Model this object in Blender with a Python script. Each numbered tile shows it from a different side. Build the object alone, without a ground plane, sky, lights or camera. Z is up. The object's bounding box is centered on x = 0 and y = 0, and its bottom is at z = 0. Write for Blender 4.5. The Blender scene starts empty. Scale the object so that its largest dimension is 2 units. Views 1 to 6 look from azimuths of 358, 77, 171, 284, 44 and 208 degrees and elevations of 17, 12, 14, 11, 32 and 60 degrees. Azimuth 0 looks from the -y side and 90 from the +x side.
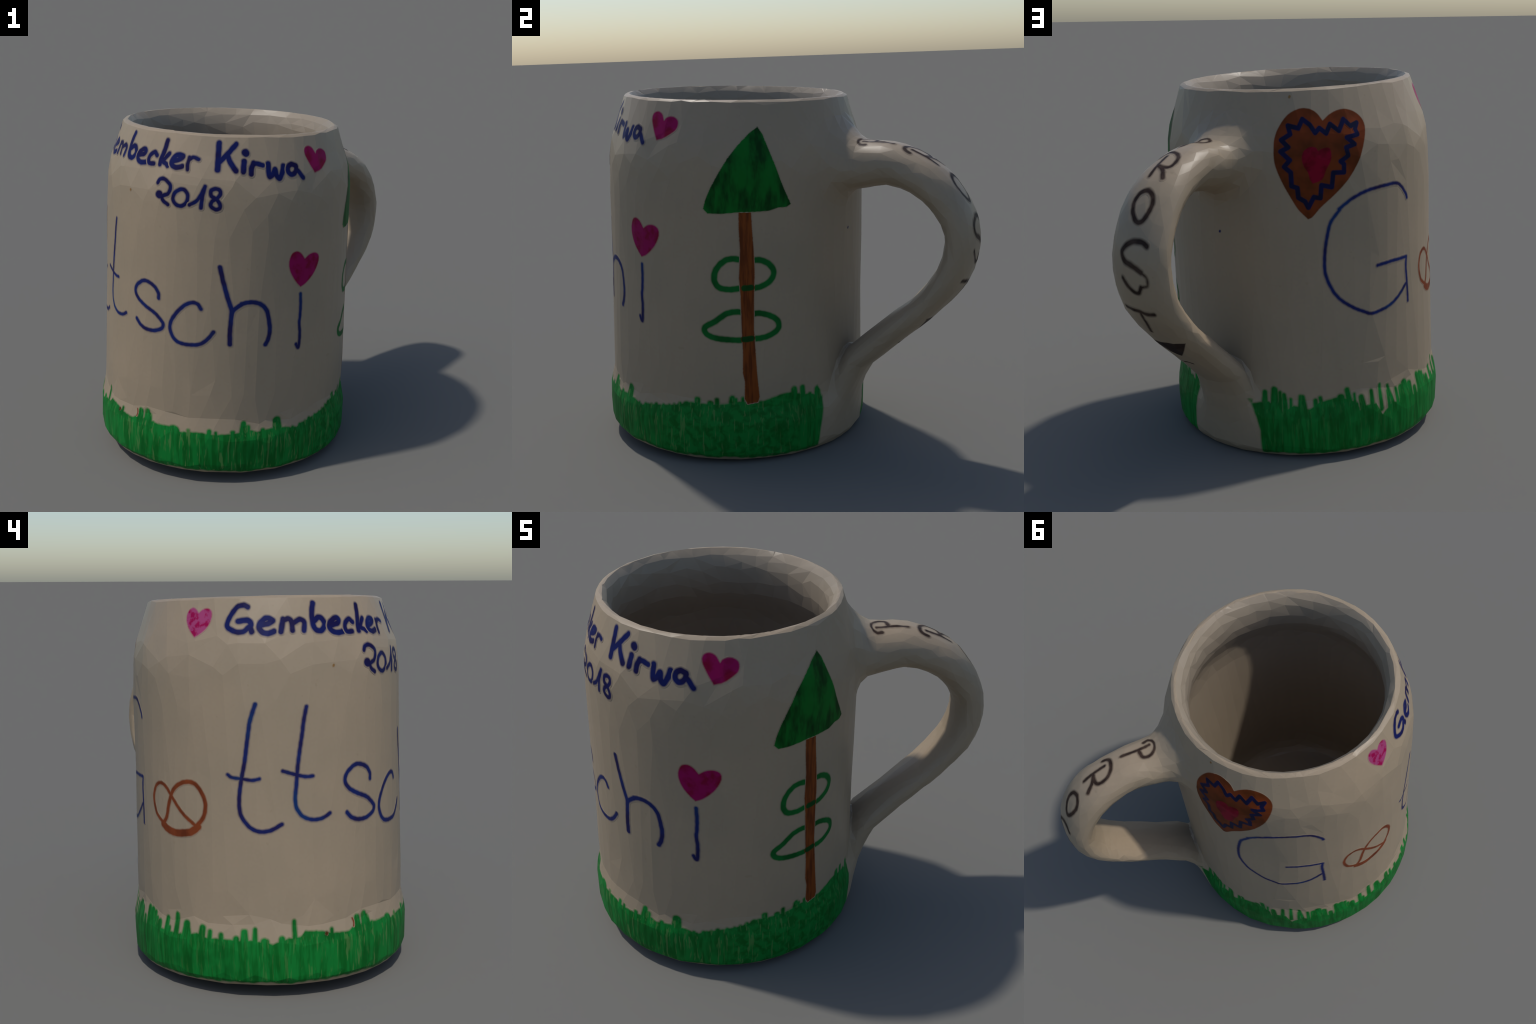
import math
import numpy as np
import bpy
import bmesh
from mathutils import Matrix, Vector
from mathutils.bvhtree import BVHTree

rng = np.random.default_rng(7)

# ---------------------------------------------------------------- mug frame
# The mug stands a little tilted: its own axis leans towards the handle side.
BASE = np.array([-0.1753, -0.2037, 0.0])
AXIS = np.array([0.0372, 0.0256, 1.0]); AXIS /= np.linalg.norm(AXIS)
EX = np.array([1.0, 0, 0]) - AXIS * AXIS[0]; EX /= np.linalg.norm(EX)
EY = np.cross(AXIS, EX)
FRAME = Matrix(((EX[0], EY[0], AXIS[0], BASE[0]), (EX[1], EY[1], AXIS[1], BASE[1]), (EX[2], EY[2], AXIS[2], BASE[2]), (0, 0, 0, 1)))

# ---------------------------------------------------------------- shapes
# outer profile of the body, (radius, height) from the middle of the underside to the lip
OUTER = [(0.0, 0.034), (0.50, 0.034), (0.545, 0.0247), (0.60, 0.0274), (0.66, 0.0308), (0.735, 0.039), (0.759, 0.075), (0.7647, 0.135), (0.766, 0.215),
         (0.762, 0.265), (0.753, 0.305), (0.7445, 0.345), (0.7405, 0.395), (0.741, 0.465), (0.741, 0.53), (0.739, 0.60), (0.733, 1.0),
         (0.7315, 1.40), (0.729, 1.50), (0.727, 1.595), (0.720, 1.675), (0.702, 1.755), (0.6695, 1.855), (0.641, 1.945),
         (0.634, 1.963), (0.617, 1.972), (0.0, 1.972)]
# hollow: floor, wall, throat, lip
HOLLOW = [(0.0, 0.175), (0.30, 0.175), (0.54, 0.176), (0.60, 0.192), (0.630, 0.25), (0.641, 0.40), (0.644, 0.90), (0.650, 1.30), (0.649, 1.44), (0.637, 1.55), (0.609, 1.635),
          (0.580, 1.705), (0.564, 1.77), (0.559, 1.83), (0.564, 1.89), (0.581, 1.938), (0.603, 1.966), (0.612, 2.1), (0.0, 2.1)]
# handle: stations (outward, height, half depth, half width, sideways, lean of the section) along its spine, in a plane through the axis
HANDLE_ANGLE, HANDLE_OFF, HANDLE_SLANT = math.radians(50.6), -0.0639, -0.01176
STATIONS = [
    (0.5100, 1.6700, 0.1650, 0.1780, -0.0460, 0.20),
    (0.7750, 1.6180, 0.1310, 0.1570, -0.0530, 0.18),
    (1.0050, 1.6240, 0.1105, 0.1370, -0.0630, 0.12),
    (1.2300, 1.5220, 0.0980, 0.1510, -0.0700, 0.05),
    (1.3695, 1.3080, 0.0840, 0.1565, -0.0640, 0.0),
    (1.3420, 1.0760, 0.0835, 0.1545, -0.0640, 0.0),
    (1.1900, 0.8710, 0.0740, 0.1465, -0.0600, 0.0),
    (1.0430, 0.7382, 0.0770, 0.1400, -0.0620, 0.0),
    (0.9710, 0.6705, 0.0770, 0.1360, -0.0620, 0.0),
    (0.9040, 0.6095, 0.0785, 0.1420, -0.0600, 0.0),
    (0.8200, 0.5310, 0.0770, 0.1490, -0.0590, 0.0),
]
# the foot of the handle runs down the wall
FOOT = [(0.769, 0.430, 0.076, 0.156, -0.062, 0.0), (0.742, 0.330, 0.067, 0.158, -0.064, 0.0), (0.710, 0.230, 0.059, 0.156, -0.066, 0.0), (0.682, 0.130, 0.050, 0.150, -0.068, 0.0)]

# ---------------------------------------------------------------- drawings
# Pen strokes: (half width of the pen, control points). On the body a control point is (degrees round the axis, height);
# on the handle it is (way along the spine, offset to the side).
SMALL_LETTERS = {
 'G': [(0.0117, [(186.4, 1.919), (184.5, 1.929), (181.6, 1.918), (179.3, 1.882), (178.0, 1.850), (178.0, 1.827), (179.7, 1.811), (182.6, 1.799), (185.3, 1.805), (187.2, 1.825)]),
   (0.0127, [(182.5, 1.852), (186.4, 1.855), (187.8, 1.838), (187.6, 1.820), (188.2, 1.800)])],
 'e': [(0.0127, [(191.9, 1.831), (195.0, 1.839), (196.7, 1.852), (194.3, 1.864), (192.1, 1.847), (191.2, 1.824), (192.3, 1.799), (194.6, 1.791), (197.1, 1.800)])],
 'm': [(0.0127, [(201.2, 1.857), (200.6, 1.831), (200.0, 1.799)]),
   (0.0117, [(201.2, 1.851), (203.2, 1.860), (204.5, 1.846), (204.7, 1.803)]),
   (0.0117, [(205.3, 1.839), (208.1, 1.855), (209.9, 1.840), (209.4, 1.801)])],
 'b': [(0.0127, [(214.8, 1.932), (213.8, 1.888), (213.7, 1.833), (214.6, 1.805), (217.1, 1.800), (219.1, 1.827), (218.4, 1.854), (216.5, 1.864), (214.3, 1.846)])],
 'e.': [(0.0127, [(222.0, 1.824), (225.4, 1.835), (226.2, 1.851), (224.9, 1.860), (222.4, 1.845), (221.2, 1.822), (222.0, 1.798), (224.6, 1.788), (227.7, 1.794)])],
 'c': [(0.0117, [(233.7, 1.838), (231.9, 1.853), (229.6, 1.834), (229.0, 1.811), (229.9, 1.792), (232.6, 1.793)])],
 'k': [(0.0127, [(238.2, 1.922), (237.5, 1.868), (236.4, 1.821), (236.3, 1.796)]),
   (0.0116, [(240.4, 1.857), (238.8, 1.832), (237.6, 1.813), (239.4, 1.803), (240.7, 1.792)])],
 'e..': [(0.0127, [(243.4, 1.820), (246.8, 1.837), (247.5, 1.852), (244.6, 1.853), (242.6, 1.827), (242.7, 1.804), (244.9, 1.790), (247.9, 1.798)])],
 'r': [(0.0100, [(250.9, 1.848), (250.4, 1.808), (250.6, 1.784)]),
   (0.0100, [(251.1, 1.838), (252.8, 1.850), (255.4, 1.841)])],
 'K': [(0.0142, [(264.3, 1.929), (264.3, 1.858), (264.3, 1.794)]),
   (0.0127, [(272.4, 1.927), (268.3, 1.874), (265.0, 1.834)]),
   (0.0132, [(268.6, 1.865), (270.2, 1.826), (272.4, 1.792)])],
 'i': [(0.0179, [(276.7, 1.885), (276.9, 1.883)]),
   (0.0137, [(276.1, 1.840), (275.7, 1.788)])],
 'r.': [(0.0132, [(280.4, 1.831), (279.4, 1.803), (279.3, 1.776)]),
   (0.0121, [(279.9, 1.818), (281.5, 1.829), (284.6, 1.820)])],
 'w': [(0.0132, [(287.3, 1.828), (287.3, 1.792), (287.6, 1.761), (289.1, 1.772), (290.4, 1.797), (291.0, 1.766), (292.3, 1.750), (293.9, 1.780), (294.7, 1.813)])],
 'a': [(0.0127, [(301.3, 1.810), (298.9, 1.820), (297.1, 1.805), (297.1, 1.778), (298.8, 1.766), (300.8, 1.783), (301.4, 1.807)]),
   (0.0121, [(301.6, 1.789), (303.2, 1.766), (304.4, 1.746)])],
 '2': [(0.0105, [(236.9, 1.698), (237.9, 1.718), (240.2, 1.723), (242.9, 1.704), (243.7, 1.680), (242.5, 1.647), (239.9, 1.630), (240.3, 1.607), (242.7, 1.588)]),
   (0.0190, [(238.0, 1.637), (238.4, 1.636)])],
 '0': [(0.0105, [(248.7, 1.679), (246.1, 1.660), (245.1, 1.625), (246.4, 1.596), (249.1, 1.589), (251.4, 1.613), (251.8, 1.649), (250.6, 1.674), (248.7, 1.679)])],
 '1': [(0.0100, [(252.8, 1.600), (255.9, 1.625), (257.8, 1.663), (259.3, 1.704)]),
   (0.0105, [(259.2, 1.699), (258.4, 1.651), (257.9, 1.588)])],
 '8': [(0.0105, [(264.3, 1.642), (262.2, 1.656), (262.0, 1.684), (263.9, 1.695), (265.8, 1.686), (265.9, 1.664), (264.3, 1.642), (262.5, 1.626), (262.1, 1.602), (264.2, 1.584), (265.9, 1.594), (265.8, 1.617), (264.3, 1.642)])],
}
BIG_LETTERS = {
 'G': [(0.0083, [(130.4, 1.365), (129.6, 1.390), (126.3, 1.438), (122.8, 1.459), (114.3, 1.457), (107.8, 1.447), (102.1, 1.422), (98.3, 1.393), (95.9, 1.372), (95.9, 1.365), (92.4, 1.311), (90.7, 1.243), (89.4, 1.149), (89.3, 1.049), (91.3, 0.970), (94.6, 0.904), (100.2, 0.847), (104.9, 0.814), (109.3, 0.793), (117.8, 0.811), (123.6, 0.849), (128.6, 0.902)]),
   (0.0083, [(112.4, 1.045), (119.6, 1.050), (129.0, 1.048)]),
   (0.0083, [(129.4, 1.048), (128.9, 0.991), (129.3, 0.915), (129.6, 0.856), (129.7, 0.801)])],
 't': [(0.0098, [(189.3, 1.454), (188.2, 1.413), (187.0, 1.362), (186.8, 1.343), (185.9, 1.268), (184.8, 1.170), (183.4, 1.085), (182.5, 0.999), (182.6, 0.932), (183.7, 0.890), (186.6, 0.847), (189.9, 0.828), (193.2, 0.828), (195.9, 0.841), (198.7, 0.862)]),
   (0.0084, [(178.1, 1.110), (179.8, 1.096), (183.6, 1.089), (187.3, 1.082), (190.4, 1.089)])],
 't.': [(0.0094, [(208.9, 1.436), (208.0, 1.383), (207.4, 1.337), (207.2, 1.313), (206.0, 1.220), (205.1, 1.136), (204.5, 1.051), (204.0, 0.990), (204.5, 0.942), (206.4, 0.902), (209.4, 0.881), (212.5, 0.875), (215.7, 0.883), (218.3, 0.902)]),
   (0.0089, [(199.4, 1.125), (202.1, 1.114), (205.1, 1.103), (208.5, 1.093), (211.2, 1.094)])],
 's': [(0.0105, [(238.8, 1.049), (238.6, 1.079), (236.5, 1.113), (232.7, 1.132), (229.8, 1.128), (226.5, 1.098), (225.2, 1.060), (226.9, 1.019), (231.1, 0.987), (236.7, 0.957), (240.3, 0.921), (241.3, 0.901), (240.4, 0.873), (236.3, 0.851), (231.9, 0.850), (228.3, 0.867), (226.1, 0.894)])],
 'c': [(0.0105, [(258.9, 1.021), (257.4, 1.047), (254.8, 1.053), (251.3, 1.030), (247.4, 0.976), (245.1, 0.921), (245.0, 0.875), (246.7, 0.834), (249.5, 0.811), (255.2, 0.807), (259.5, 0.821), (262.7, 0.858), (264.6, 0.893)])],
 'h': [(0.0121, [(266.7, 1.265), (268.3, 1.182), (270.5, 1.085), (272.1, 1.024), (272.0, 0.963), (271.7, 0.891), (271.8, 0.824)]),
   (0.0116, [(272.1, 0.985), (273.1, 1.024), (276.4, 1.056), (276.7, 1.060), (280.9, 1.068), (284.8, 1.054), (287.5, 1.018), (288.8, 0.961), (289.4, 0.899), (288.8, 0.849), (287.6, 0.816)])],
 'i': [(0.0095, [(304.3, 1.088), (304.5, 1.025), (304.3, 0.952), (304.0, 0.919), (304.5, 0.861), (304.3, 0.792), (303.9, 0.770), (302.6, 0.794)])],
}
PRETZEL = [(0.0080, [(146.1, 0.836), (141.8, 0.879), (140.1, 0.937), (140.1, 0.977), (141.9, 1.022), (144.8, 1.040), (147.9, 1.029), (151.0, 0.991), (154.4, 0.939), (158.4, 0.890), (163.9, 0.843)]),
   (0.0094, [(163.9, 0.833), (167.5, 0.890), (168.5, 0.944), (168.0, 0.982), (166.0, 1.029), (163.4, 1.057), (159.7, 1.062), (155.2, 1.040), (152.1, 1.000), (150.1, 0.938), (148.7, 0.871), (146.4, 0.832)]),
   (0.0155, [(146.4, 0.829), (149.1, 0.807), (153.6, 0.794), (158.2, 0.799), (162.0, 0.811), (165.0, 0.839)])]
HEARTS = {
 'heart': ([(305.8, 1.292), (303.7, 1.325), (301.3, 1.340), (298.9, 1.330), (297.6, 1.293), (297.6, 1.255), (298.9, 1.209), (301.6, 1.160), (304.1, 1.128)],
   [(305.8, 1.292), (308.5, 1.312), (311.7, 1.316), (314.2, 1.297), (314.4, 1.258), (312.0, 1.201), (307.6, 1.149), (304.1, 1.128)]),
 'heart.': ([(314.7, 1.865), (313.0, 1.896), (310.4, 1.909), (307.9, 1.898), (307.4, 1.868), (309.2, 1.821), (312.1, 1.762)],
   [(314.7, 1.865), (316.0, 1.881), (319.1, 1.887), (322.1, 1.867), (322.1, 1.828), (319.9, 1.803), (315.8, 1.774), (312.1, 1.762)]),
 'heart..': ([(164.1, 1.897), (162.3, 1.916), (160.4, 1.923), (158.3, 1.908), (157.8, 1.873), (159.2, 1.835), (161.5, 1.802), (163.8, 1.776)],
   [(164.1, 1.897), (165.8, 1.913), (168.4, 1.917), (170.4, 1.898), (170.3, 1.856), (168.7, 1.820), (166.3, 1.795), (163.8, 1.776)]),
 'ginger': ([(91.3, 1.815), (89.0, 1.853), (85.9, 1.875), (81.8, 1.878), (76.9, 1.853), (73.2, 1.800), (71.2, 1.742), (70.8, 1.682), (71.0, 1.621), (72.4, 1.564), (74.4, 1.505), (77.2, 1.437), (79.7, 1.383), (83.3, 1.332)],
   [(91.3, 1.815), (94.3, 1.842), (97.9, 1.859), (101.9, 1.862), (106.1, 1.842), (108.9, 1.804), (109.3, 1.757), (108.1, 1.698), (106.0, 1.630), (103.6, 1.575), (100.1, 1.517), (95.1, 1.456), (88.7, 1.390), (85.2, 1.344), (83.3, 1.332)]),
 'inner': ([(88.5, 1.671), (87.5, 1.688), (85.2, 1.693), (82.9, 1.677), (81.8, 1.645), (82.4, 1.602), (84.0, 1.568), (84.6, 1.534), (85.7, 1.511)],
   [(88.5, 1.671), (90.1, 1.681), (92.8, 1.683), (93.6, 1.654), (93.1, 1.617), (91.2, 1.576), (89.5, 1.530), (85.7, 1.511)]),
}
ZIGZAG = [(0.0098, [(83.6, 1.392), (85.9, 1.444), (88.5, 1.436), (89.1, 1.501), (93.2, 1.487), (94.0, 1.559), (98.4, 1.556), (98.5, 1.597), (97.2, 1.612), (100.5, 1.637), (99.8, 1.678), (103.6, 1.690), (100.4, 1.726), (105.3, 1.736), (104.5, 1.763), (105.9, 1.791), (102.8, 1.779), (100.1, 1.814), (97.5, 1.761), (94.2, 1.796), (92.2, 1.753), (89.6, 1.780), (87.7, 1.759), (85.8, 1.798), (82.8, 1.827), (81.0, 1.785), (76.7, 1.799), (77.6, 1.758), (73.9, 1.732), (76.7, 1.696), (73.6, 1.677), (77.1, 1.633), (74.8, 1.601), (77.3, 1.572), (77.4, 1.504), (79.6, 1.494), (79.9, 1.445), (82.4, 1.424), (83.6, 1.392)])]
CROWN = [(357.0, 1.833), (354.1, 1.810), (349.1, 1.750), (344.8, 1.683), (341.3, 1.610), (338.1, 1.536), (336.0, 1.475), (335.0, 1.425), (336.8, 1.401), (342.3, 1.400), (349.6, 1.409), (354.1, 1.409), (357.6, 1.410), (2.0, 1.413), (5.7, 1.427), (9.4, 1.427), (11.4, 1.441), (8.6, 1.518), (7.0, 1.569), (5.0, 1.639), (2.5, 1.723), (0.1, 1.804), (358.0, 1.842)]
TRUNK_LEFT = [(349.4, 1.412), (349.4, 1.322), (349.9, 1.210), (349.4, 1.057), (350.0, 0.963), (350.3, 0.806), (350.8, 0.645), (350.7, 0.538), (351.5, 0.489), (351.4, 0.391), (352.6, 0.360)]
TRUNK_RIGHT = [(354.5, 1.421), (354.9, 1.320), (355.5, 1.219), (355.9, 1.090), (355.6, 0.961), (355.5, 0.778), (356.3, 0.616), (356.7, 0.535), (357.3, 0.453), (357.7, 0.398), (357.1, 0.368)]
RINGS = [(0.0161, [(350.6, 1.156), (346.8, 1.164), (343.2, 1.149), (340.2, 1.107), (339.3, 1.065), (339.7, 1.035), (341.5, 1.007), (345.5, 0.999), (350.6, 1.005), (353.9, 1.003), (357.9, 1.009), (1.5, 1.030), (3.6, 1.064), (3.6, 1.100), (1.5, 1.133), (358.3, 1.153), (355.6, 1.155)]),
   (0.0161, [(351.7, 0.873), (348.1, 0.877), (344.2, 0.867), (339.4, 0.823), (335.7, 0.795), (335.1, 0.770), (336.9, 0.745), (341.3, 0.729), (349.2, 0.722), (353.8, 0.726), (359.0, 0.730), (3.5, 0.749), (6.0, 0.781), (5.2, 0.822), (1.9, 0.851), (357.8, 0.866), (355.7, 0.864)])]
GRASS_TOP = [(3.0, 0.380), (7.2, 0.396), (11.6, 0.398), (17.7, 0.373), (21.7, 0.367), (26.7, 0.337), (58.2, 0.336), (64.0, 0.343), (70.1, 0.293), (74.4, 0.324), (77.5, 0.319), (80.9, 0.303), (84.9, 0.339), (88.4, 0.345), (93.3, 0.358), (100.8, 0.313), (101.2, 0.267), (104.0, 0.290), (108.9, 0.287), (111.6, 0.215), (117.3, 0.269), (122.6, 0.242), (125.1, 0.253), (132.5, 0.256), (133.5, 0.253), (138.4, 0.279), (141.6, 0.271), (148.7, 0.266), (153.2, 0.268), (158.2, 0.266), (164.0, 0.287), (168.4, 0.271), (172.4, 0.272), (176.7, 0.272), (181.2, 0.271), (186.7, 0.274), (193.5, 0.260), (193.6, 0.248), (196.1, 0.264), (200.5, 0.280), (205.3, 0.285), (206.9, 0.311), (213.8, 0.302), (217.7, 0.286), (225.4, 0.280), (228.1, 0.302), (236.9, 0.298), (240.9, 0.293), (247.5, 0.300), (251.3, 0.276), (255.2, 0.283), (260.6, 0.286), (266.5, 0.280), (274.7, 0.287), (281.4, 0.305), (285.1, 0.290), (291.4, 0.302), (296.5, 0.297), (298.8, 0.294), (303.4, 0.279), (308.7, 0.300), (310.4, 0.302), (319.7, 0.324), (328.6, 0.356), (334.9, 0.353), (343.0, 0.354), (349.0, 0.370), (353.6, 0.368), (359.7, 0.368)]
BLADES = [(3.0, 0.386, 0.014), (5.5, 0.393, 0.012), (8.1, 0.400, 0.013), (10.7, 0.403, 0.013), (13.4, 0.433, 0.018), (17.8, 0.434, 0.016), (20.7, 0.382, 0.014), (23.2, 0.397, 0.014), (25.3, 0.408, 0.020), (57.5, 0.371, 0.010), (62.2, 0.411, 0.014), (66.4, 0.432, 0.018), (68.9, 0.412, 0.011), (71.4, 0.399, 0.013), (73.3, 0.372, 0.009), (76.7, 0.391, 0.011), (79.2, 0.388, 0.015), (83.8, 0.365, 0.013), (87.0, 0.378, 0.011), (95.0, 0.374, 0.022), (98.2, 0.409, 0.014), (99.8, 0.374, 0.008), (103.6, 0.357, 0.017), (107.1, 0.374, 0.012), (111.4, 0.394, 0.010), (115.5, 0.348, 0.010), (117.9, 0.377, 0.010), (120.4, 0.346, 0.011), (123.0, 0.346, 0.021), (125.2, 0.364, 0.023), (126.5, 0.365, 0.011), (128.7, 0.347, 0.017), (129.6, 0.346, 0.010), (132.2, 0.308, 0.016), (133.5, 0.306, 0.013), (135.5, 0.368, 0.018), (137.3, 0.362, 0.022), (138.8, 0.353, 0.014), (141.7, 0.326, 0.013), (143.5, 0.316, 0.019), (143.8, 0.317, 0.011), (148.2, 0.348, 0.015), (150.8, 0.301, 0.013), (153.8, 0.379, 0.014), (156.7, 0.324, 0.009), (160.4, 0.346, 0.022), (165.7, 0.337, 0.018), (169.6, 0.319, 0.013), (174.9, 0.309, 0.013), (178.7, 0.297, 0.017), (182.7, 0.332, 0.014), (184.9, 0.333, 0.014), (187.7, 0.343, 0.012), (190.6, 0.290, 0.017), (192.4, 0.286, 0.012), (197.3, 0.298, 0.017), (202.9, 0.378, 0.011), (207.0, 0.316, 0.010), (210.0, 0.312, 0.015), (212.7, 0.306, 0.015), (217.7, 0.319, 0.011), (230.5, 0.358, 0.019), (233.7, 0.367, 0.018), (236.2, 0.348, 0.018), (238.2, 0.306, 0.019), (241.8, 0.298, 0.018), (246.0, 0.304, 0.018), (247.0, 0.307, 0.038), (255.9, 0.306, 0.011), (258.9, 0.291, 0.011), (263.4, 0.315, 0.014), (268.6, 0.305, 0.010), (274.2, 0.311, 0.011), (274.4, 0.311, 0.011), (277.7, 0.361, 0.017), (279.9, 0.338, 0.017), (283.4, 0.300, 0.017), (287.8, 0.313, 0.015), (294.5, 0.367, 0.025), (300.5, 0.298, 0.013), (303.5, 0.290, 0.014), (306.4, 0.303, 0.016), (307.0, 0.303, 0.018), (309.3, 0.311, 0.011), (309.7, 0.308, 0.014), (312.8, 0.320, 0.015), (315.8, 0.325, 0.013), (319.2, 0.333, 0.011), (322.8, 0.354, 0.013), (326.3, 0.360, 0.023), (331.6, 0.393, 0.017), (336.5, 0.376, 0.019), (340.2, 0.396, 0.013), (345.3, 0.409, 0.016), (347.8, 0.398, 0.010), (350.2, 0.403, 0.010), (359.7, 0.373, 0.014)]
EDGE_A = [(25.0, 0.409), (27.6, 0.361), (27.0, 0.283), (25.5, 0.177), (24.8, 0.092)]
EDGE_B = [(56.8, 0.370), (59.2, 0.267), (60.5, 0.188), (60.4, 0.055)]
HANDLE_LETTERS = {
 'P': [(0.0085, [(0.342, -0.015), (0.426, -0.010), (0.496, -0.016)]),
       (0.0090, [(0.373, -0.050), (0.336, -0.053), (0.304, -0.023), (0.311, 0.017), (0.349, 0.047), (0.385, 0.056), (0.414, 0.042), (0.418, -0.006)])],
 'R': [(0.0085, [(0.586, -0.019), (0.656, -0.022), (0.714, -0.022)]),
       (0.0090, [(0.586, -0.061), (0.561, -0.051), (0.549, -0.022), (0.561, 0.022), (0.592, 0.054), (0.631, 0.060), (0.660, 0.042), (0.657, -0.015)]),
       (0.0095, [(0.656, -0.009), (0.676, 0.026), (0.720, 0.057)])],
 'O': [(0.0096, [(0.782, 0.012), (0.797, -0.022), (0.835, -0.038), (0.875, -0.028), (0.908, -0.002), (0.917, 0.022), (0.903, 0.045), (0.868, 0.060), (0.826, 0.062), (0.796, 0.045), (0.782, 0.012)])],
 'S': [(0.0096, [(1.003, 0.085), (0.991, 0.057), (0.991, 0.010), (1.009, -0.031), (1.033, -0.050), (1.062, -0.033), (1.074, 0.001), (1.086, 0.032), (1.098, 0.056)]),
       (0.0050, [(1.098, 0.056), (1.116, 0.078), (1.134, 0.082), (1.152, 0.076), (1.158, 0.048)]),
       (0.0080, [(1.128, -0.054), (1.158, -0.031), (1.182, 0.002), (1.182, 0.026), (1.158, 0.045)])],
 'T': [(0.0080, [(1.268, -0.089), (1.274, -0.020), (1.287, 0.024), (1.287, 0.067)]),
       (0.0070, [(1.280, -0.006), (1.339, -0.009), (1.417, -0.027)])],
}
EXCLAMATION = [(1.535, -0.095), (1.519, 0.002), (1.522, 0.060), (1.525, 0.104), (1.590, 0.060), (1.672, -0.004), (1.660, -0.020), (1.600, -0.060)]
EXCLAMATION_DOT = (0.0075, [(1.765, -0.055), (1.762, -0.019), (1.776, 0.004)])
# stray dots of colour in the glaze: (degrees, height, radius, ink)
SPECKS = [(220.6, 1.628, 0.006, 'tan'), (77.7, 1.934, 0.006, 'tan'), (45.5, 1.257, 0.006, 'blue'), (215.5, 0.290, 0.008, 'brown')]
SPECK_STROKES = [(0.0045, [(227.7, 0.346), (228.2, 0.325), (227.9, 0.305)])]

# ---------------------------------------------------------------- distance functions (mug frame)
def spline(points, per=8):
    P = np.asarray(points, float)
    if len(P) < 3:
        t = np.linspace(0, 1, per + 1)[:, None]
        return P[0] * (1 - t) + P[-1] * t
    Q = np.vstack([2 * P[0] - P[1], P, 2 * P[-1] - P[-2]])
    if np.allclose(P[0], P[-1]):
        Q[0], Q[-1] = P[-2], P[1]
    n = len(P) - 1
    u = np.linspace(0, n, n * per + 1)
    i = np.minimum(u.astype(int), n - 1)
    t = (u - i)[:, None]
    a, b, c, d = Q[i], Q[i + 1], Q[i + 2], Q[i + 3]
    return 0.5 * (2 * b + (c - a) * t + (2 * a - 5 * b + 4 * c - d) * t ** 2 + (3 * b - a - 3 * c + d) * t ** 3)

def segment_distance(x, y, A, B):
    d = np.full(x.shape, 1e9)
    for (ax, ay), (bx, by) in zip(A, B):
        ex, ey = bx - ax, by - ay
        t = np.clip(((x - ax) * ex + (y - ay) * ey) / (ex * ex + ey * ey + 1e-14), 0, 1)
        np.minimum(d, (x - ax - ex * t) ** 2 + (y - ay - ey * t) ** 2, out=d)
    return np.sqrt(d)

def polygon_distance(x, y, P):
    P = np.asarray(P, float)
    Q = np.roll(P, -1, 0)
    inside = np.zeros(x.shape, bool)
    for (ax, ay), (bx, by) in zip(P, Q):
        if ay != by:
            inside ^= ((ay > y) != (by > y)) & (x < (bx - ax) * (y - ay) / (by - ay) + ax)
    d = segment_distance(x, y, P, Q)
    return np.where(inside, -d, d)

class Lathe:
    """Signed distance of a turned solid, looked up in the (radius, height) half plane."""
    def __init__(self, profile, step=0.005):
        self.r0, self.z0, self.step = 0.0, -0.15, step
        r, z = np.meshgrid(np.arange(0, 1.5, step), np.arange(-0.15, 2.3, step), indexing='ij')
        P = [(-3.0, profile[0][1])] + list(profile[1:-1]) + [(-3.0, profile[-1][1])]
        self.field = polygon_distance(r, z, P)
    def __call__(self, p):
        r = np.hypot(p[:, 0], p[:, 1])
        a = np.clip(r / self.step, 0, self.field.shape[0] - 1.001)
        b = np.clip((p[:, 2] - self.z0) / self.step, 0, self.field.shape[1] - 1.001)
        i, j = a.astype(int), b.astype(int)
        s, t = a - i, b - j
        f = self.field
        return (f[i, j] * (1 - s) + f[i + 1, j] * s) * (1 - t) + (f[i, j + 1] * (1 - s) + f[i + 1, j + 1] * s) * t

outer = Lathe(OUTER[:5] + [tuple(p) for p in spline(OUTER[5:24], 4)] + OUTER[24:])
hollow = Lathe([tuple(p) for p in spline(HOLLOW[:-2], 3)] + HOLLOW[-2:])
SPINE = spline(STATIONS, 12)
ARC = 0.022 + np.concatenate([[0], np.cumsum(np.linalg.norm(np.diff(SPINE[:, :2], axis=0), axis=1))])
TUBE = np.vstack([SPINE, spline([STATIONS[-1]] + FOOT, 8)[1:]])
HC, HS = math.cos(HANDLE_ANGLE), math.sin(HANDLE_ANGLE)

def along(curve):
    t = np.gradient(curve[:, :2], axis=0)
    t /= np.linalg.norm(t, axis=1)[:, None]
    return t, np.stack([-t[:, 1], t[:, 0]], 1)

TUBE_T, TUBE_N = along(TUBE)

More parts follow.
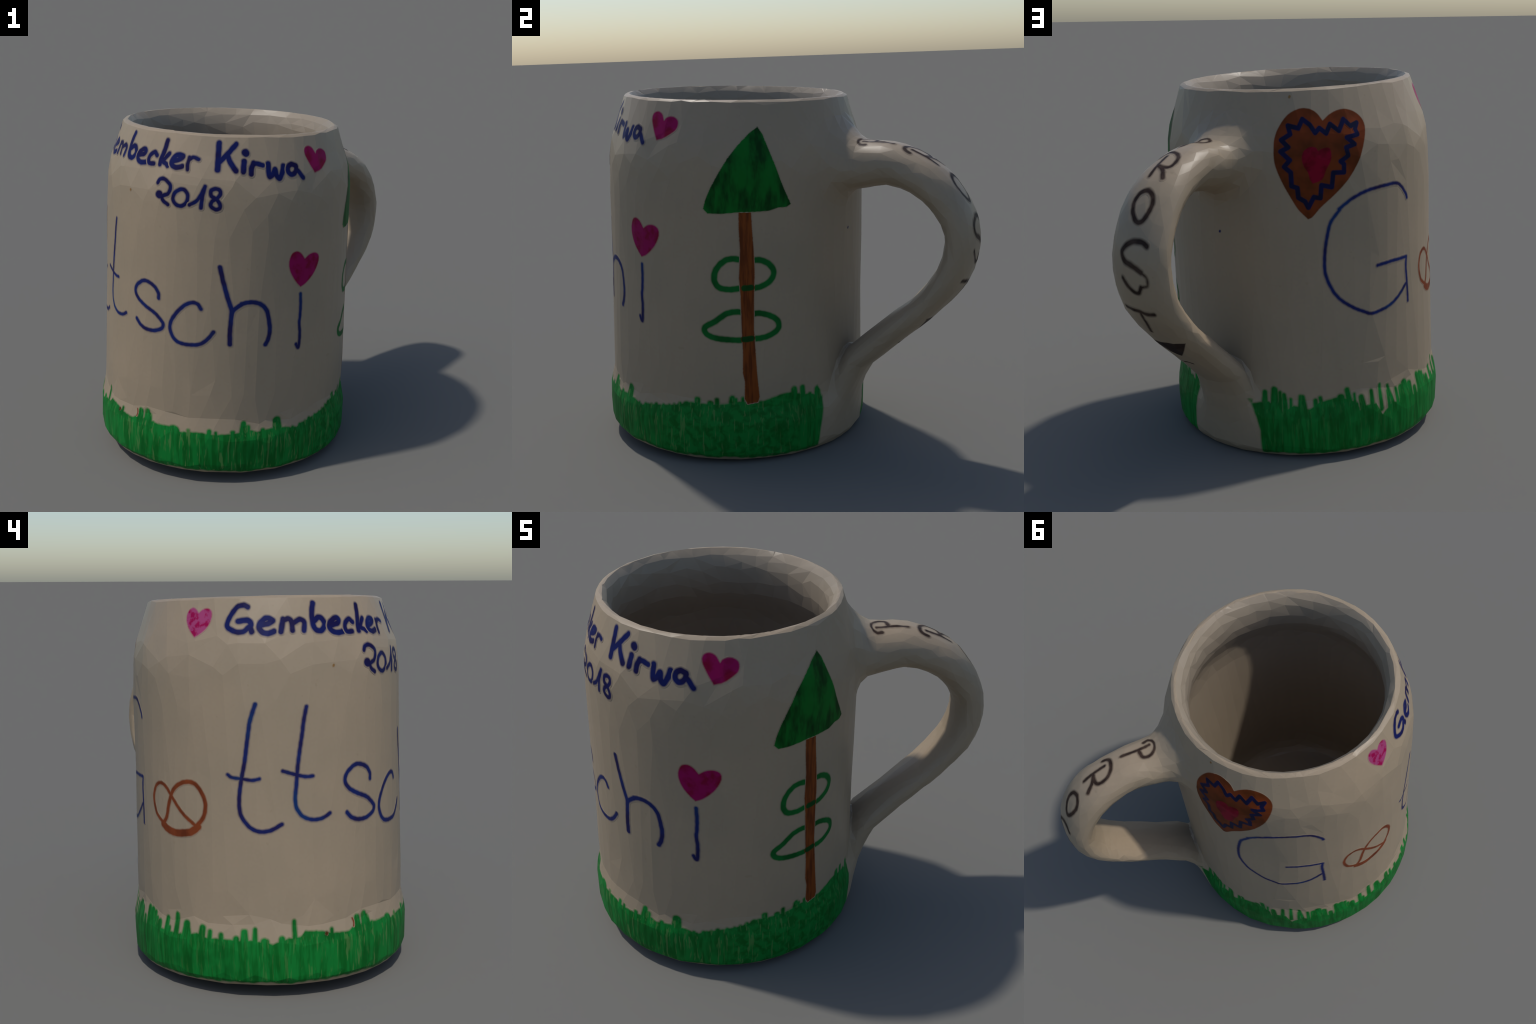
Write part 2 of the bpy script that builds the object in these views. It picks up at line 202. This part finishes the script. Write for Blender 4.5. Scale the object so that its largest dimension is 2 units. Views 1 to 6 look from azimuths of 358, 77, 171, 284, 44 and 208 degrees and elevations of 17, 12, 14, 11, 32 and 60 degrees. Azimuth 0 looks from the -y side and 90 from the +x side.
def handle(p):
    s = p[:, 0] * HC + p[:, 1] * HS
    m = -p[:, 0] * HS + p[:, 1] * HC
    out = np.full(len(p), 1.0)
    near = np.flatnonzero((s > 0.35) & (np.abs(m) < 0.45))
    for k in range(0, len(near), 20000):
        n = near[k:k + 20000]
        d = (s[n, None] - TUBE[None, :, 0]) ** 2 + (p[n, 2, None] - TUBE[None, :, 1]) ** 2
        j = d.argmin(1)
        ds, dz = s[n] - TUBE[j, 0], p[n, 2] - TUBE[j, 1]
        dn = ds * TUBE_N[j, 0] + dz * TUBE_N[j, 1]
        dt = ds * TUBE_T[j, 0] + dz * TUBE_T[j, 1]
        # the outer side is a little squarer than the side that faces the mug
        e = np.where(dn > 0, 2.3, np.where(m[n] > TUBE[j, 4], 1.75, 2.1))
        h = (np.abs(dn / TUBE[j, 2]) ** e + np.abs((m[n] - TUBE[j, 4] - TUBE[j, 5] * dn) / TUBE[j, 3]) ** e) ** (1 / e)
        out[n] = (h - 1) * np.minimum(TUBE[j, 2], TUBE[j, 3]) + np.maximum(np.abs(dt) - 0.02, 0)
    return out

def unevenness(p):
    w = np.zeros(len(p))
    for f, a in ((5.1, 0.0012), (9.7, 0.0012), (19.0, 0.0011)):
        w += a * np.sin(f * p[:, 0] + 1.3 * f) * np.sin(f * p[:, 1] + 0.7 * f) * np.sin(0.6 * f * p[:, 2] + 0.4 * f)
    return w

def sway(p):
    # the shoulder and the bead above the foot do not run quite level
    t = np.arctan2(p[:, 1], p[:, 0])
    q = p.copy()
    here = np.exp(-((p[:, 2] - 0.35) / 0.07) ** 2) * 0.9 + np.exp(-((p[:, 2] - 1.72) / 0.09) ** 2)
    q[:, 2] += here * (0.012 * np.sin(5 * t + 1) + 0.010 * np.sin(13 * t) + 0.008 * np.sin(23 * t + 2))
    return q

def outside(p):
    a, b = outer(sway(p)), handle(p)
    # a wide fillet at the top joint, a tight one in the crook below
    k = np.interp(p[:, 2], [0.30, 0.45, 0.75, 1.35], [0.06, 0.03, 0.035, 0.115])
    h = np.maximum(k - np.abs(a - b), 0) / k
    r = np.hypot(p[:, 0], p[:, 1])
    standing = 0.0247 + 0.055 * np.maximum(r - 0.545, 0) - p[:, 2]
    return np.maximum(np.minimum(a, b) - h * h * k / 4, np.where(r > 0.54, standing, -1.0))

def pottery(p):
    calm = np.where(handle(p) < outer(p), 0.15, 1.0) * np.where(hollow(p) < 0.02, 0.6, 1.0)
    # the wall swells a little on the tree side
    t = np.degrees(np.arctan2(p[:, 1], p[:, 0]))
    swell = 0.008 * np.exp(-((t + 33) / 22) ** 2 - ((p[:, 2] - 0.85) / 0.38) ** 2) * (hollow(p) > 0.03)
    return np.maximum(outside(p), -hollow(p)) + unevenness(p) * calm - 0.0008 - swell

# ---------------------------------------------------------------- mesh of the pottery (surface nets, then settled on the surface)
def surface_nets(f, lo, hi, step):
    axes = [np.arange(a, b + step, step) for a, b in zip(lo, hi)]
    shape = tuple(len(a) for a in axes)
    grid = np.stack(np.meshgrid(*axes, indexing='ij'), -1).reshape(-1, 3)
    F = f(grid).reshape(shape)
    S = F < 0
    cell = tuple(n - 1 for n in shape)
    corner = lambda A, c: A[c[0]:c[0] + cell[0], c[1]:c[1] + cell[1], c[2]:c[2] + cell[2]]
    corners = [(i, j, k) for i in (0, 1) for j in (0, 1) for k in (0, 1)]
    total = sum(corner(S, c).astype(np.int8) for c in corners)
    active = (total > 0) & (total < 8)
    idx = np.full(cell, -1, int)
    idx[active] = np.arange(active.sum())
    acc, cnt = np.zeros((active.sum(), 3)), np.zeros(active.sum())
    for c in corners:
        for ax in range(3):
            if c[ax] == 0:
                e = list(c); e[ax] = 1
                a, b = corner(F, c)[active], corner(F, e)[active]
                x = (a < 0) != (b < 0)
                t = np.where(x, a / np.where(x, a - b, 1), 0)
                q = np.tile(np.array(c, float), (len(a), 1)); q[:, ax] += t
                acc += q * x[:, None]; cnt += x
    V = (acc / cnt[:, None] + np.argwhere(active)) * step + np.array([a[0] for a in axes])
    faces = []
    for ax in range(3):
        u, v = (ax + 1) % 3, (ax + 2) % 3
        sl = [slice(1, n - 1) for n in shape]; sl[ax] = slice(0, shape[ax] - 1)
        sh = list(sl); sh[ax] = slice(1, shape[ax])
        a, b = S[tuple(sl)], S[tuple(sh)]
        for flip, mask in ((False, a & ~b), (True, b & ~a)):
            c = np.argwhere(mask) + np.array([0 if k == ax else 1 for k in range(3)])
            quad = []
            for du, dv in ((0, 0), (-1, 0), (-1, -1), (0, -1)):
                d = c.copy(); d[:, u] += du; d[:, v] += dv
                quad.append(idx[d[:, 0], d[:, 1], d[:, 2]])
            q = np.stack(quad, 1)
            faces.append(q[:, ::-1] if flip else q)
    return V, np.vstack(faces)

V, Q = surface_nets(pottery, (-0.83, -0.83, -0.03), (1.16, 1.32, 2.04), 0.0140)
for _ in range(3):
    f0, e = pottery(V), 2e-3
    g = np.stack([(pottery(V + e * np.eye(3)[i]) - pottery(V - e * np.eye(3)[i])) / (2 * e) for i in range(3)], 1)
    stepv = f0[:, None] * g / np.maximum((g * g).sum(1), 0.2)[:, None]
    V -= np.clip(stepv, -0.01, 0.01)

def new_mesh(name, verts, faces):
    me = bpy.data.meshes.new(name)
    me.from_pydata([tuple(v) for v in np.asarray(verts, float)], [], [tuple(int(i) for i in f) for f in faces])
    me.update()
    return me

temp = bpy.data.objects.new("temp_pottery", new_mesh("temp_pottery", V, Q))
bpy.context.scene.collection.objects.link(temp)
FACETS = 3800
HOLD, FACTOR = 0.7, 0.02
# the handle keeps smaller facets than the wall
coarse = np.clip((handle(V) - outer(V)) * 40 + 0.4, 0, 1) * (1 - HOLD) + HOLD
coarse = np.where(hollow(V) < 0.02, 1.0, coarse)
group = temp.vertex_groups.new(name="coarse")
for level in np.unique(np.round(coarse, 2)):
    group.add([int(i) for i in np.flatnonzero(np.round(coarse, 2) == level)], float(level), 'REPLACE')
mod = temp.modifiers.new("facets", 'DECIMATE')
mod.ratio = FACETS / (2.0 * len(Q))
mod.vertex_group = "coarse"
mod.vertex_group_factor = FACTOR
mod.use_collapse_triangulate = True
pots = bpy.data.meshes.new_from_object(temp.evaluated_get(bpy.context.evaluated_depsgraph_get()))
bpy.data.objects.remove(temp)
PV = np.array([v.co[:] for v in pots.vertices])
PF = np.array([p.vertices[:] for p in pots.polygons])
bpy.data.meshes.remove(pots)
TREE = BVHTree.FromPolygons([Vector(v) for v in PV], [tuple(int(i) for i in f) for f in PF])
centre = PV[PF].mean(1)
normal = np.cross(PV[PF[:, 1]] - PV[PF[:, 0]], PV[PF[:, 2]] - PV[PF[:, 0]])
normal /= np.linalg.norm(normal, axis=1)[:, None] + 1e-12
if (normal * (centre - np.array([0, 0, 1]))).sum() < 0:
    PF = PF[:, ::-1]; normal = -normal
fo, fh, fi = outer(centre), handle(centre), np.abs(hollow(centre))
region = np.where(fi < np.abs(outside(centre)), 'interior', np.where(fh < fo - 0.004, 'handle', 'body')).astype('<U12')
region[(centre[:, 2] < 0.045) & (normal[:, 2] < -0.7) & (region == 'body')] = 'underside'

# ---------------------------------------------------------------- materials
def colour(c):
    return tuple(((v / 12.92) if v <= 0.04045 else ((v + 0.055) / 1.055) ** 2.4) for v in (x / 255 for x in c)) + (1.0,)

class Nodes:
    def __init__(self, name, rough=0.5, spec=0.12):
        self.mat = bpy.data.materials.new(name)
        self.mat.use_nodes = True
        self.t = self.mat.node_tree
        self.bsdf = self.t.nodes["Principled BSDF"]
        self.bsdf.inputs["Roughness"].default_value = rough
        self.bsdf.inputs["Specular IOR Level"].default_value = spec
        self.coord = self.t.nodes.new("ShaderNodeTexCoord").outputs["Object"]
    def add(self, kind, **inputs):
        n = self.t.nodes.new(kind)
        for k, v in inputs.items():
            s = n.inputs[k]
            if isinstance(v, bpy.types.NodeSocket):
                self.t.links.new(v, s)
            else:
                s.default_value = v
        return n
    def noise(self, scale, stretch=(1, 1, 1), detail=3.0, rough=0.55, distortion=0.0):
        m = self.add("ShaderNodeMapping", Vector=self.coord, Scale=stretch)
        return self.add("ShaderNodeTexNoise", Vector=m.outputs[0], Scale=scale, Detail=detail, Roughness=rough, Distortion=distortion).outputs["Fac"]
    def ramp(self, fac, a, b, va=0.0, vb=1.0):
        n = self.add("ShaderNodeMapRange", Value=fac, **{"From Min": a, "From Max": b, "To Min": va, "To Max": vb})
        n.interpolation_type = 'SMOOTHSTEP'
        return n.outputs[0]
    def mix(self, fac, a, b):
        n = self.t.nodes.new("ShaderNodeMix")
        n.data_type = 'RGBA'
        for sock, v in ((n.inputs[0], fac), (n.inputs[6], a), (n.inputs[7], b)):
            if isinstance(v, bpy.types.NodeSocket):
                self.t.links.new(v, sock)
            else:
                sock.default_value = v
        return n.outputs[2]
    def math(self, op, a, b=0.0):
        n = self.t.nodes.new("ShaderNodeMath"); n.operation = op
        for sock, v in ((n.inputs[0], a), (n.inputs[1], b)):
            if isinstance(v, bpy.types.NodeSocket):
                self.t.links.new(v, sock)
            else:
                sock.default_value = v
        return n.outputs[0]
    def glaze(self):
        cloud = self.ramp(self.noise(2.2, detail=2), 0.3, 0.7)
        grain = self.ramp(self.noise(60, detail=3), 0.35, 0.7)
        c = self.mix(cloud, GLAZE_A, GLAZE_B)
        c = self.mix(self.math('MULTIPLY', grain, 0.10), c, GLAZE_C)
        specks = self.ramp(self.noise(34, detail=1, rough=0.3), 0.76, 0.80)
        return self.mix(self.math('MULTIPLY', specks, 0.12), c, GLAZE_SPECK)
    def done(self, c):
        self.t.links.new(c, self.bsdf.inputs["Base Color"])
        return self.mat

GLAZE_A, GLAZE_B, GLAZE_C, GLAZE_SPECK = colour((158, 140, 117)), colour((152, 136, 114)), colour((138, 121, 99)), colour((116, 96, 62))

def glaze_material(name, tint=None):
    n = Nodes(name, rough=0.42, spec=0.33)
    return n.done(n.mix(0.5, n.glaze(), tint) if tint else n.glaze())

def ink_blue(n):
    c = n.mix(n.ramp(n.noise(9, detail=2), 0.35, 0.7), INK['blue'][0], INK['blue'][1])
    return n.mix(n.math('MULTIPLY', n.ramp(n.noise(4.5, detail=2), 0.55, 0.7), 0.7), c, colour((14, 54, 104)))
def ink_two(name, scale=14, stretch=(1, 1, 1), lo=0.38, hi=0.66):
    return lambda n: n.mix(n.ramp(n.noise(scale, stretch, detail=4), lo, hi), INK[name][0], INK[name][1])

INK = {
    'blue': (colour((22, 36, 92)), colour((30, 24, 68))),
    'thick_blue': (colour((14, 24, 80)), colour((20, 14, 60))),
    'pink': (colour((140, 8, 78)), colour((122, 2, 44))),
    'pale_pink': (colour((152, 62, 106)), colour((142, 8, 68))),
    'ginger': (colour((112, 50, 20)), colour((86, 40, 11))),
    'icing': (colour((14, 18, 60)), colour((10, 16, 44))),
    'red': (colour((128, 0, 36)), colour((90, 0, 12))),
    'fir': (colour((8, 100, 32)), colour((2, 54, 14))),
    'trunk': (colour((122, 62, 24)), colour((92, 44, 18))),
    'ring': (colour((12, 98, 40)), colour((8, 80, 30))),
    'dark_ring': (colour((14, 66, 22)), colour((10, 48, 12))),
    'brown': (colour((124, 60, 32)), colour((100, 46, 24))),
    'black': (colour((64, 50, 42)), colour((42, 30, 25))),
    'tan': (colour((136, 104, 62)), colour((130, 96, 56))),
    'grass': (colour((18, 118, 48)), colour((10, 94, 32))),
}
PAINTS = {
    'blue': ink_blue, 'thick_blue': ink_two('thick_blue', 10), 'pink': ink_two('pink', 16), 'pale_pink': ink_two('pale_pink', 26, (1, 1, 1), 0.45, 0.6),
    'ginger': ink_two('ginger', 7), 'icing': ink_two('icing', 20), 'red': ink_two('red', 14), 'fir': ink_two('fir', 11, (1.6, 1.6, 0.5)),
    'trunk': ink_two('trunk', 12, (5, 5, 0.6)), 'ring': ink_two('ring', 9), 'dark_ring': ink_two('dark_ring', 9), 'brown': ink_two('brown', 9), 'black': ink_two('black', 14), 'tan': ink_two('tan', 9),
}

def grass_paint(n):
    streak = n.noise(8, (5.5, 5.5, 0.6), detail=3, distortion=0.3)
    blot = n.noise(5, detail=3)
    # round the foot of the tree the green was dabbed on, not stroked
    at = n.add("ShaderNodeSeparateXYZ", Vector=n.coord)
    near_tree = n.ramp(n.math('ADD', n.math('MULTIPLY', at.outputs[0], 0.966), n.math('MULTIPLY', at.outputs[1], -0.259)), 0.64, 0.71)
    dab = n.noise(24, detail=3, distortion=0.4)
    blend = n.t.nodes.new("ShaderNodeMix")
    for sock, v in ((blend.inputs[0], near_tree), (blend.inputs[2], streak), (blend.inputs[3], dab)):
        n.t.links.new(v, sock)
    streak = blend.outputs[0]
    c = n.mix(n.ramp(streak, 0.36, 0.62), INK['grass'][1], INK['grass'][0])
    c = n.mix(n.math('MULTIPLY', n.ramp(blot, 0.5, 0.72), 0.5), c, colour((6, 72, 22)))
    gaps = n.noise(11, (6.0, 6.0, 0.55), detail=2, distortion=0.3)
    # the pen left bare glaze between its strokes, most of all on the side away from the handle's left
    side = n.add("ShaderNodeSeparateXYZ", Vector=n.coord)
    bare = n.ramp(n.math('ADD', n.math('MULTIPLY', side.outputs[1], -0.75), n.math('MULTIPLY', side.outputs[0], 0.25)), -0.35, 0.5, 0.15, 0.55)
    return n.mix(n.math('MULTIPLY', n.ramp(gaps, 0.56, 0.66), bare), c, colour((92, 126, 72)))
PAINTS['grass'] = grass_paint

FADES = (1.0, 0.84, 0.60, 0.36, 0.14)
def paint_materials(ink, ground=None):
    mats = []
    for share in FADES:
        key = "%s_paint_%d" % (ink, round(share * 100)) + ("_on_" + ground if ground and share < 1 else "")
        m = bpy.data.materials.get(key)
        if m is None:
            fade = 0.0 if ground else 1.0 - share
            n = Nodes(key, rough=0.5 - 0.08 * fade, spec=0.10 + 0.23 * fade)
            c = PAINTS[ink](n)
            m = n.done(c if share == 1.0 else n.mix(share, PAINTS[ground](n) if ground else n.glaze(), c))
        mats.append(m)
    return mats

# ---------------------------------------------------------------- objects
def link(name, mesh, parent):
    o = bpy.data.objects.new(name, mesh)
    bpy.context.scene.collection.objects.link(o)
    o.parent = parent
    return o

mug = bpy.data.objects.new("beer_mug", None)
bpy.context.scene.collection.objects.link(mug)
low = (np.c_[PV, np.ones(len(PV))] @ np.array(FRAME).T)[:, 2].min()
mug.matrix_world = Matrix.Translation((0, 0, -low)) @ FRAME
mug["label"] = "hand-painted cream stoneware beer mug with blue lettering, hearts and grass"
mug["category"] = "beer mug"

# facets stay visible, but the glaze rounds them off: loop normals lie between facet and mean surface normal of the whole pot
mean_normal = np.zeros_like(PV)
area = np.linalg.norm(np.cross(PV[PF[:, 1]] - PV[PF[:, 0]], PV[PF[:, 2]] - PV[PF[:, 0]]), axis=1)
for i in range(3):
    np.add.at(mean_normal, PF[:, i], normal * area[:, None])
mean_normal /= np.linalg.norm(mean_normal, axis=1)[:, None] + 1e-12
SOFTNESS = {'body': 0.15, 'handle': 0.55, 'interior': 0.25, 'underside': 0.0}

def soften(me, F, face_normal, share):
    n = mean_normal[F] * share + face_normal[:, None, :] * (1 - share)
    n /= np.linalg.norm(n, axis=2)[:, :, None]
    me.polygons.foreach_set("use_smooth", [True] * len(me.polygons))
    me.normals_split_custom_set([tuple(v) for v in n.reshape(-1, 3)])

GLAZE, INSIDE_GLAZE = glaze_material("cream_glaze"), glaze_material("grey_inside_glaze", colour((142, 132, 118)))
parts = {}
for kind in ('body', 'handle', 'interior', 'underside'):
    F = PF[region == kind]
    used = np.unique(F)
    remap = np.zeros(len(PV), int); remap[used] = np.arange(len(used))
    me = new_mesh(kind, PV[used], remap[F])
    soften(me, F, normal[region == kind], SOFTNESS[kind])
    me.materials.append(INSIDE_GLAZE if kind == 'interior' else GLAZE)
    parts[kind] = link(kind, me, mug)

# ---------------------------------------------------------------- painting: flat layers of ink that lie on the glaze
class BodySheet:
    """Unrolled body: x = angle * radius, y = height."""
    def __init__(self, degrees, height):
        r = np.interp(height, [p[1] for p in OUTER[3:-1]], [p[0] for p in OUTER[3:-1]])
        self.radius, self.mid = float(r), math.radians(degrees)
    def flat(self, pts):
        P = np.asarray(pts, float)
        a = (np.radians(P[:, 0]) - self.mid + math.pi) % (2 * math.pi) - math.pi
        return np.stack([a * self.radius, P[:, 1]], 1)
    def place(self, P, lift):
        out = []
        for x, z in P:
            a = x / self.radius + self.mid
            d = Vector((math.cos(a), math.sin(a), 0))
            hit = TREE.ray_cast(Vector((0, 0, z)) + d * 0.90, -d, 0.5)[0]
            q = hit if hit is not None else d * float(np.interp(z, [p[1] for p in OUTER[3:-1]], [p[0] for p in OUTER[3:-1]])) + Vector((0, 0, z))
            out.append((q + d * lift)[:])
        return out

class HandleSheet:
    """Unrolled outer side of the handle: x = way along the spine, y = offset to the side."""
    T, N = along(SPINE)
    def flat(self, pts):
        return np.asarray(pts, float)
    def place(self, P, lift):
        P = np.asarray(P)
        c = [np.interp(P[:, 0], ARC, SPINE[:, i]) for i in (0, 1)]
        n = [np.interp(P[:, 0], ARC, self.N[:, i]) for i in (0, 1)]
        out = []
        for s, z, ns, nz, m in zip(*c, *n, P[:, 1]):
            m2 = m + HANDLE_OFF + HANDLE_SLANT * (z - 1)
            d = Vector((ns * HC, ns * HS, nz)).normalized()
            start = Vector((s * HC - m2 * HS, s * HS + m2 * HC, z))
            hit = TREE.ray_cast(start + d * 0.28, -d, 0.5)[0]
            q = hit if hit is not None else start + d * 0.08
            out.append((q + d * lift)[:])
        return out

def stroke_field(strokes, wobble=0.08):
    def f(x, y):
        d = np.full(x.shape, 1e9)
        for half, P in strokes:
            S = spline(P) if len(P) > 2 else np.asarray(P, float)
            d = np.minimum(d, segment_distance(x, y, S[:-1], S[1:]) - half)
        return d + 0.0009 * np.sin(140 * x + 60 * y) * np.sin(90 * y - 70 * x)
    return f

def shape_field(P, rough=0.0):
    def f(x, y):
        d = polygon_distance(x, y, P)
        return d + rough * np.sin(230 * x + 40 * np.sin(31 * y)) * np.sin(190 * y + 1)
    return f

def band(values, P, lo, hi):
    """Clip one triangle to lo <= value <= hi."""
    poly = list(zip(P, values))
    for level, keep in ((lo, 1), (hi, -1)):
        out = []
        for i, (p, v) in enumerate(poly):
            q, w = poly[i - 1]
            a, b = keep * (w - level), keep * (v - level)
            if (a >= 0) != (b >= 0):
                t = a / (a - b)
                out.append(((q[0] + (p[0] - q[0]) * t, q[1] + (p[1] - q[1]) * t), level))
            if b >= 0:
                out.append((p, v))
        poly = out
        if len(poly) < 3:
            return []
    return [p for p, _ in poly]

def paint(name, ink, sheet, field, bounds, parent, lift=0.0007, step=0.0032, soft=0.0026, kind=None, ground=None):
    (x0, y0), (x1, y1) = bounds
    xs, ys = np.arange(x0, x1 + step, step), np.arange(y0, y1 + step, step)
    X, Y = np.meshgrid(xs, ys, indexing='ij')
    D = field(X, Y)
    D = np.where(np.abs(D) < 1e-7, 1e-7, D)
    index, pts, faces, mats = {}, [], [], []
    def vid(p):
        k = (int(p[0] * 2e5 + 4e6 + 0.37), int(p[1] * 2e5 + 4e6 + 0.37))
        if k not in index:
            index[k] = len(pts); pts.append(p)
        return index[k]
    levels = [(-9.0, -soft), (-soft, -0.5 * soft), (-0.5 * soft, 0.0), (0.0, 0.5 * soft), (0.5 * soft, soft)]
    corner = [D[:-1, :-1], D[1:, :-1], D[1:, 1:], D[:-1, 1:]]
    low_, high_ = np.minimum.reduce(corner), np.maximum.reduce(corner)
    for i, j in np.argwhere(low_ < soft):
        c = [(xs[i], ys[j]), (xs[i + 1], ys[j]), (xs[i + 1], ys[j + 1]), (xs[i], ys[j + 1])]
        v = [D[i, j], D[i + 1, j], D[i + 1, j + 1], D[i, j + 1]]
        for m, (lo, hi) in enumerate(levels):
            if high_[i, j] < lo or low_[i, j] > hi:
                continue
            if low_[i, j] >= lo and high_[i, j] <= hi:
                faces.append([vid(p) for p in c]); mats.append(m)
                continue
            for tri in ((0, 1, 2), (0, 2, 3)):
                P = band([v[k] for k in tri], [c[k] for k in tri], lo, hi)
                if P:
                    f = [vid(p) for p in P]
                    f = [a for n_, a in enumerate(f) if a != f[n_ - 1]]
                    if len(f) > 2 and len(set(f)) == len(f):
                        faces.append(f); mats.append(m)
    top = sheet.place(pts, lift)
    # a low wall round the edge closes the layer against the glaze
    seen = {}
    for f, m in zip(faces, mats):
        for a, b in zip(f, f[1:] + f[:1]):
            seen[(a, b)] = m
    rim = [(a, b, m) for (a, b), m in seen.items() if (b, a) not in seen]
    ids = sorted({i for a, b, _ in rim for i in (a, b)})
    under = dict(zip(ids, range(len(top), len(top) + len(ids))))
    top += sheet.place([pts[i] for i in ids], -0.0006)
    for a, b, m in rim:
        faces.append([b, a, under[a], under[b]]); mats.append(m)
    me = new_mesh(name, top, faces)
    for m in paint_materials(ink, ground):
        me.materials.append(m)
    me.polygons.foreach_set("material_index", mats)
    o = link(name, me, parent)
    if kind:
        o["kind"] = kind
    return o

def box(P, pad):
    P = np.vstack(P)
    return (P.min(0) - pad, P.max(0) + pad)

def write(name, ink, strokes, parent, sheet=None, **kw):
    pts = [p for _, P in strokes for p in P]
    if sheet is None:
        sheet = BodySheet(pts[len(pts) // 2][0], sum(p[1] for p in pts) / len(pts))
    flat = [(half, sheet.flat(P)) for half, P in strokes]
    return paint(name, ink, sheet, stroke_field(flat), box([P for _, P in flat], max(h for h, _ in flat) + 0.02), parent, **kw)

def fill(name, ink, outline, parent, sheet=None, rough=0.0006, **kw):
    if sheet is None:
        sheet = BodySheet(outline[len(outline) // 2][0], sum(p[1] for p in outline) / len(outline))
    P = sheet.flat(outline)
    return paint(name, ink, sheet, shape_field(P, rough), box([P], 0.012), parent, **kw)

def heart(left, right):
    a, b = spline(left, 5), spline(right, 5)
    return [tuple(p) for p in np.vstack([a, b[::-1][1:-1]])]

def bolder(strokes, by):
    return [(half * by, P) for half, P in strokes]

body, grip = parts['body'], parts['handle']
for n, strokes in enumerate(SMALL_LETTERS.values()):
    write("letter", 'thick_blue', bolder(strokes, 1.25), body, step=0.0030, soft=0.0046, lift=0.0007 + 0.0003 * (n % 3))
for strokes in BIG_LETTERS.values():
    write("letter", 'blue', bolder(strokes, 1.22), body, soft=0.0046)
write("pretzel", 'brown', bolder(PRETZEL, 1.3), body, soft=0.0040)
for key, ink in (('heart', 'pink'), ('heart.', 'pink'), ('heart..', 'pale_pink')):
    fill("heart", ink, heart(*HEARTS[key]), body, soft=0.0040)
fill("gingerbread_heart", 'ginger', heart(*HEARTS['ginger']), body)
fill("icing_heart", 'red', heart(*HEARTS['inner']), body, lift=0.0012, ground='ginger')
sheet = BodySheet(90, 1.6)
zig = [(h, [tuple(p) for p in np.repeat(np.array(P), 1, 0)]) for h, P in ZIGZAG]
flat = [(h, sheet.flat(P)) for h, P in zig]
paint("icing_zigzag", 'icing', sheet, lambda x, y: segment_distance(x, y, flat[0][1][:-1], flat[0][1][1:]) - flat[0][0] * 1.25, box([flat[0][1]], 0.03), body, lift=0.0014, ground='ginger')
fill("tree_trunk", 'trunk', TRUNK_LEFT + TRUNK_RIGHT[::-1], body, rough=0.0012, lift=0.0012)
fill("tree_crown", 'fir', CROWN, body, rough=0.0015, lift=0.0017)
for half, P in RINGS:
    write("tree_ring", 'ring', [(half * 1.05, P)], body, lift=0.0007, soft=0.0040)
for z in (1.005, 0.726):
    write("tree_ring", 'dark_ring', [(0.0165, [(351.5, z), (353.0, z + 0.001), (354.4, z + 0.003)])], body, lift=0.0017, soft=0.003, ground='trunk')
for strokes in HANDLE_LETTERS.values():
    write("letter", 'black', bolder(strokes, 1.3), grip, sheet=HandleSheet(), step=0.0028, soft=0.0052)
ex_dot = EXCLAMATION_DOT
tri = np.asarray(EXCLAMATION)
paint("exclamation_mark", 'black', HandleSheet(),
      lambda x, y: np.minimum(shape_field(tri, 0.001)(x, y), stroke_field([(ex_dot[0], np.asarray(ex_dot[1]))])(x, y)),
      box([tri, np.asarray(ex_dot[1])], 0.025), grip, step=0.003)
for a, z, r, ink in SPECKS:
    write("speck", ink, [(r, [(a, z), (a + 0.15, z + 0.004)])], body)
write("speck", 'brown', SPECK_STROKES, body, lift=0.0012)

# grass: a solid foot and many upright pen strokes
gs = BodySheet(230.0, 0.2)
top_edge = gs.flat(GRASS_TOP); top_edge = top_edge[np.argsort(top_edge[:, 0])]
left_edge, right_edge = gs.flat(EDGE_A), gs.flat(EDGE_B)
blades = []
for a, z, w in BLADES:
    x = gs.flat([(a, z)])[0, 0]
    lean = rng.normal(0, 0.012)
    w *= 1.5
    blades.append((x + lean, z - w * 0.6, x, z - 0.14, w))
half_turn = math.pi * gs.radius
free = [x for x in np.arange(-half_turn, half_turn, 0.021)]
for x in free:
    x += rng.normal(0, 0.007)
    z = float(np.interp(x, top_edge[:, 0], top_edge[:, 1])) + rng.uniform(-0.008, 0.010)
    blades.append((x + rng.normal(0, 0.006), z - 0.006, x, z - 0.10, rng.uniform(0.009, 0.015)))

def grass_field(x, y):
    d = y - (np.interp(x, top_edge[:, 0], top_edge[:, 1]) + 0.008)
    for xt, zt, xb, zb, w in blades:
        n = np.flatnonzero((x[:, 0] > min(xt, xb) - 0.06) & (x[:, 0] < max(xt, xb) + 0.06))
        if len(n):
            s = slice(n[0], n[-1] + 1)
            t = np.clip((y[s] - zb) / (zt - zb), 0, 1)
            d[s] = np.minimum(d[s], segment_distance(x[s], y[s], [(xb, zb)], [(xt, zt)]) - w * (1.05 - 0.3 * t))
    bottom = 0.052 + 0.006 * np.sin(11 * x) * np.sin(23 * x + 1) + 0.005 * np.sin(61 * x) * np.sin(37 * x)
    d = np.maximum(d, bottom - y)
    # bare wall under the handle lies beyond the two edges
    stop = np.interp(y, left_edge[::-1, 1], left_edge[::-1, 0])
    start = np.interp(y, right_edge[::-1, 1], right_edge[::-1, 0])
    return np.maximum(d, np.maximum(x - stop, start - x)) + 0.0008 * np.sin(170 * x) * np.sin(60 * y)

paint("grass", 'grass', gs, grass_field, ((-half_turn, 0.036), (half_turn, 0.45)), body, step=0.0048, soft=0.0058, kind="stuff")
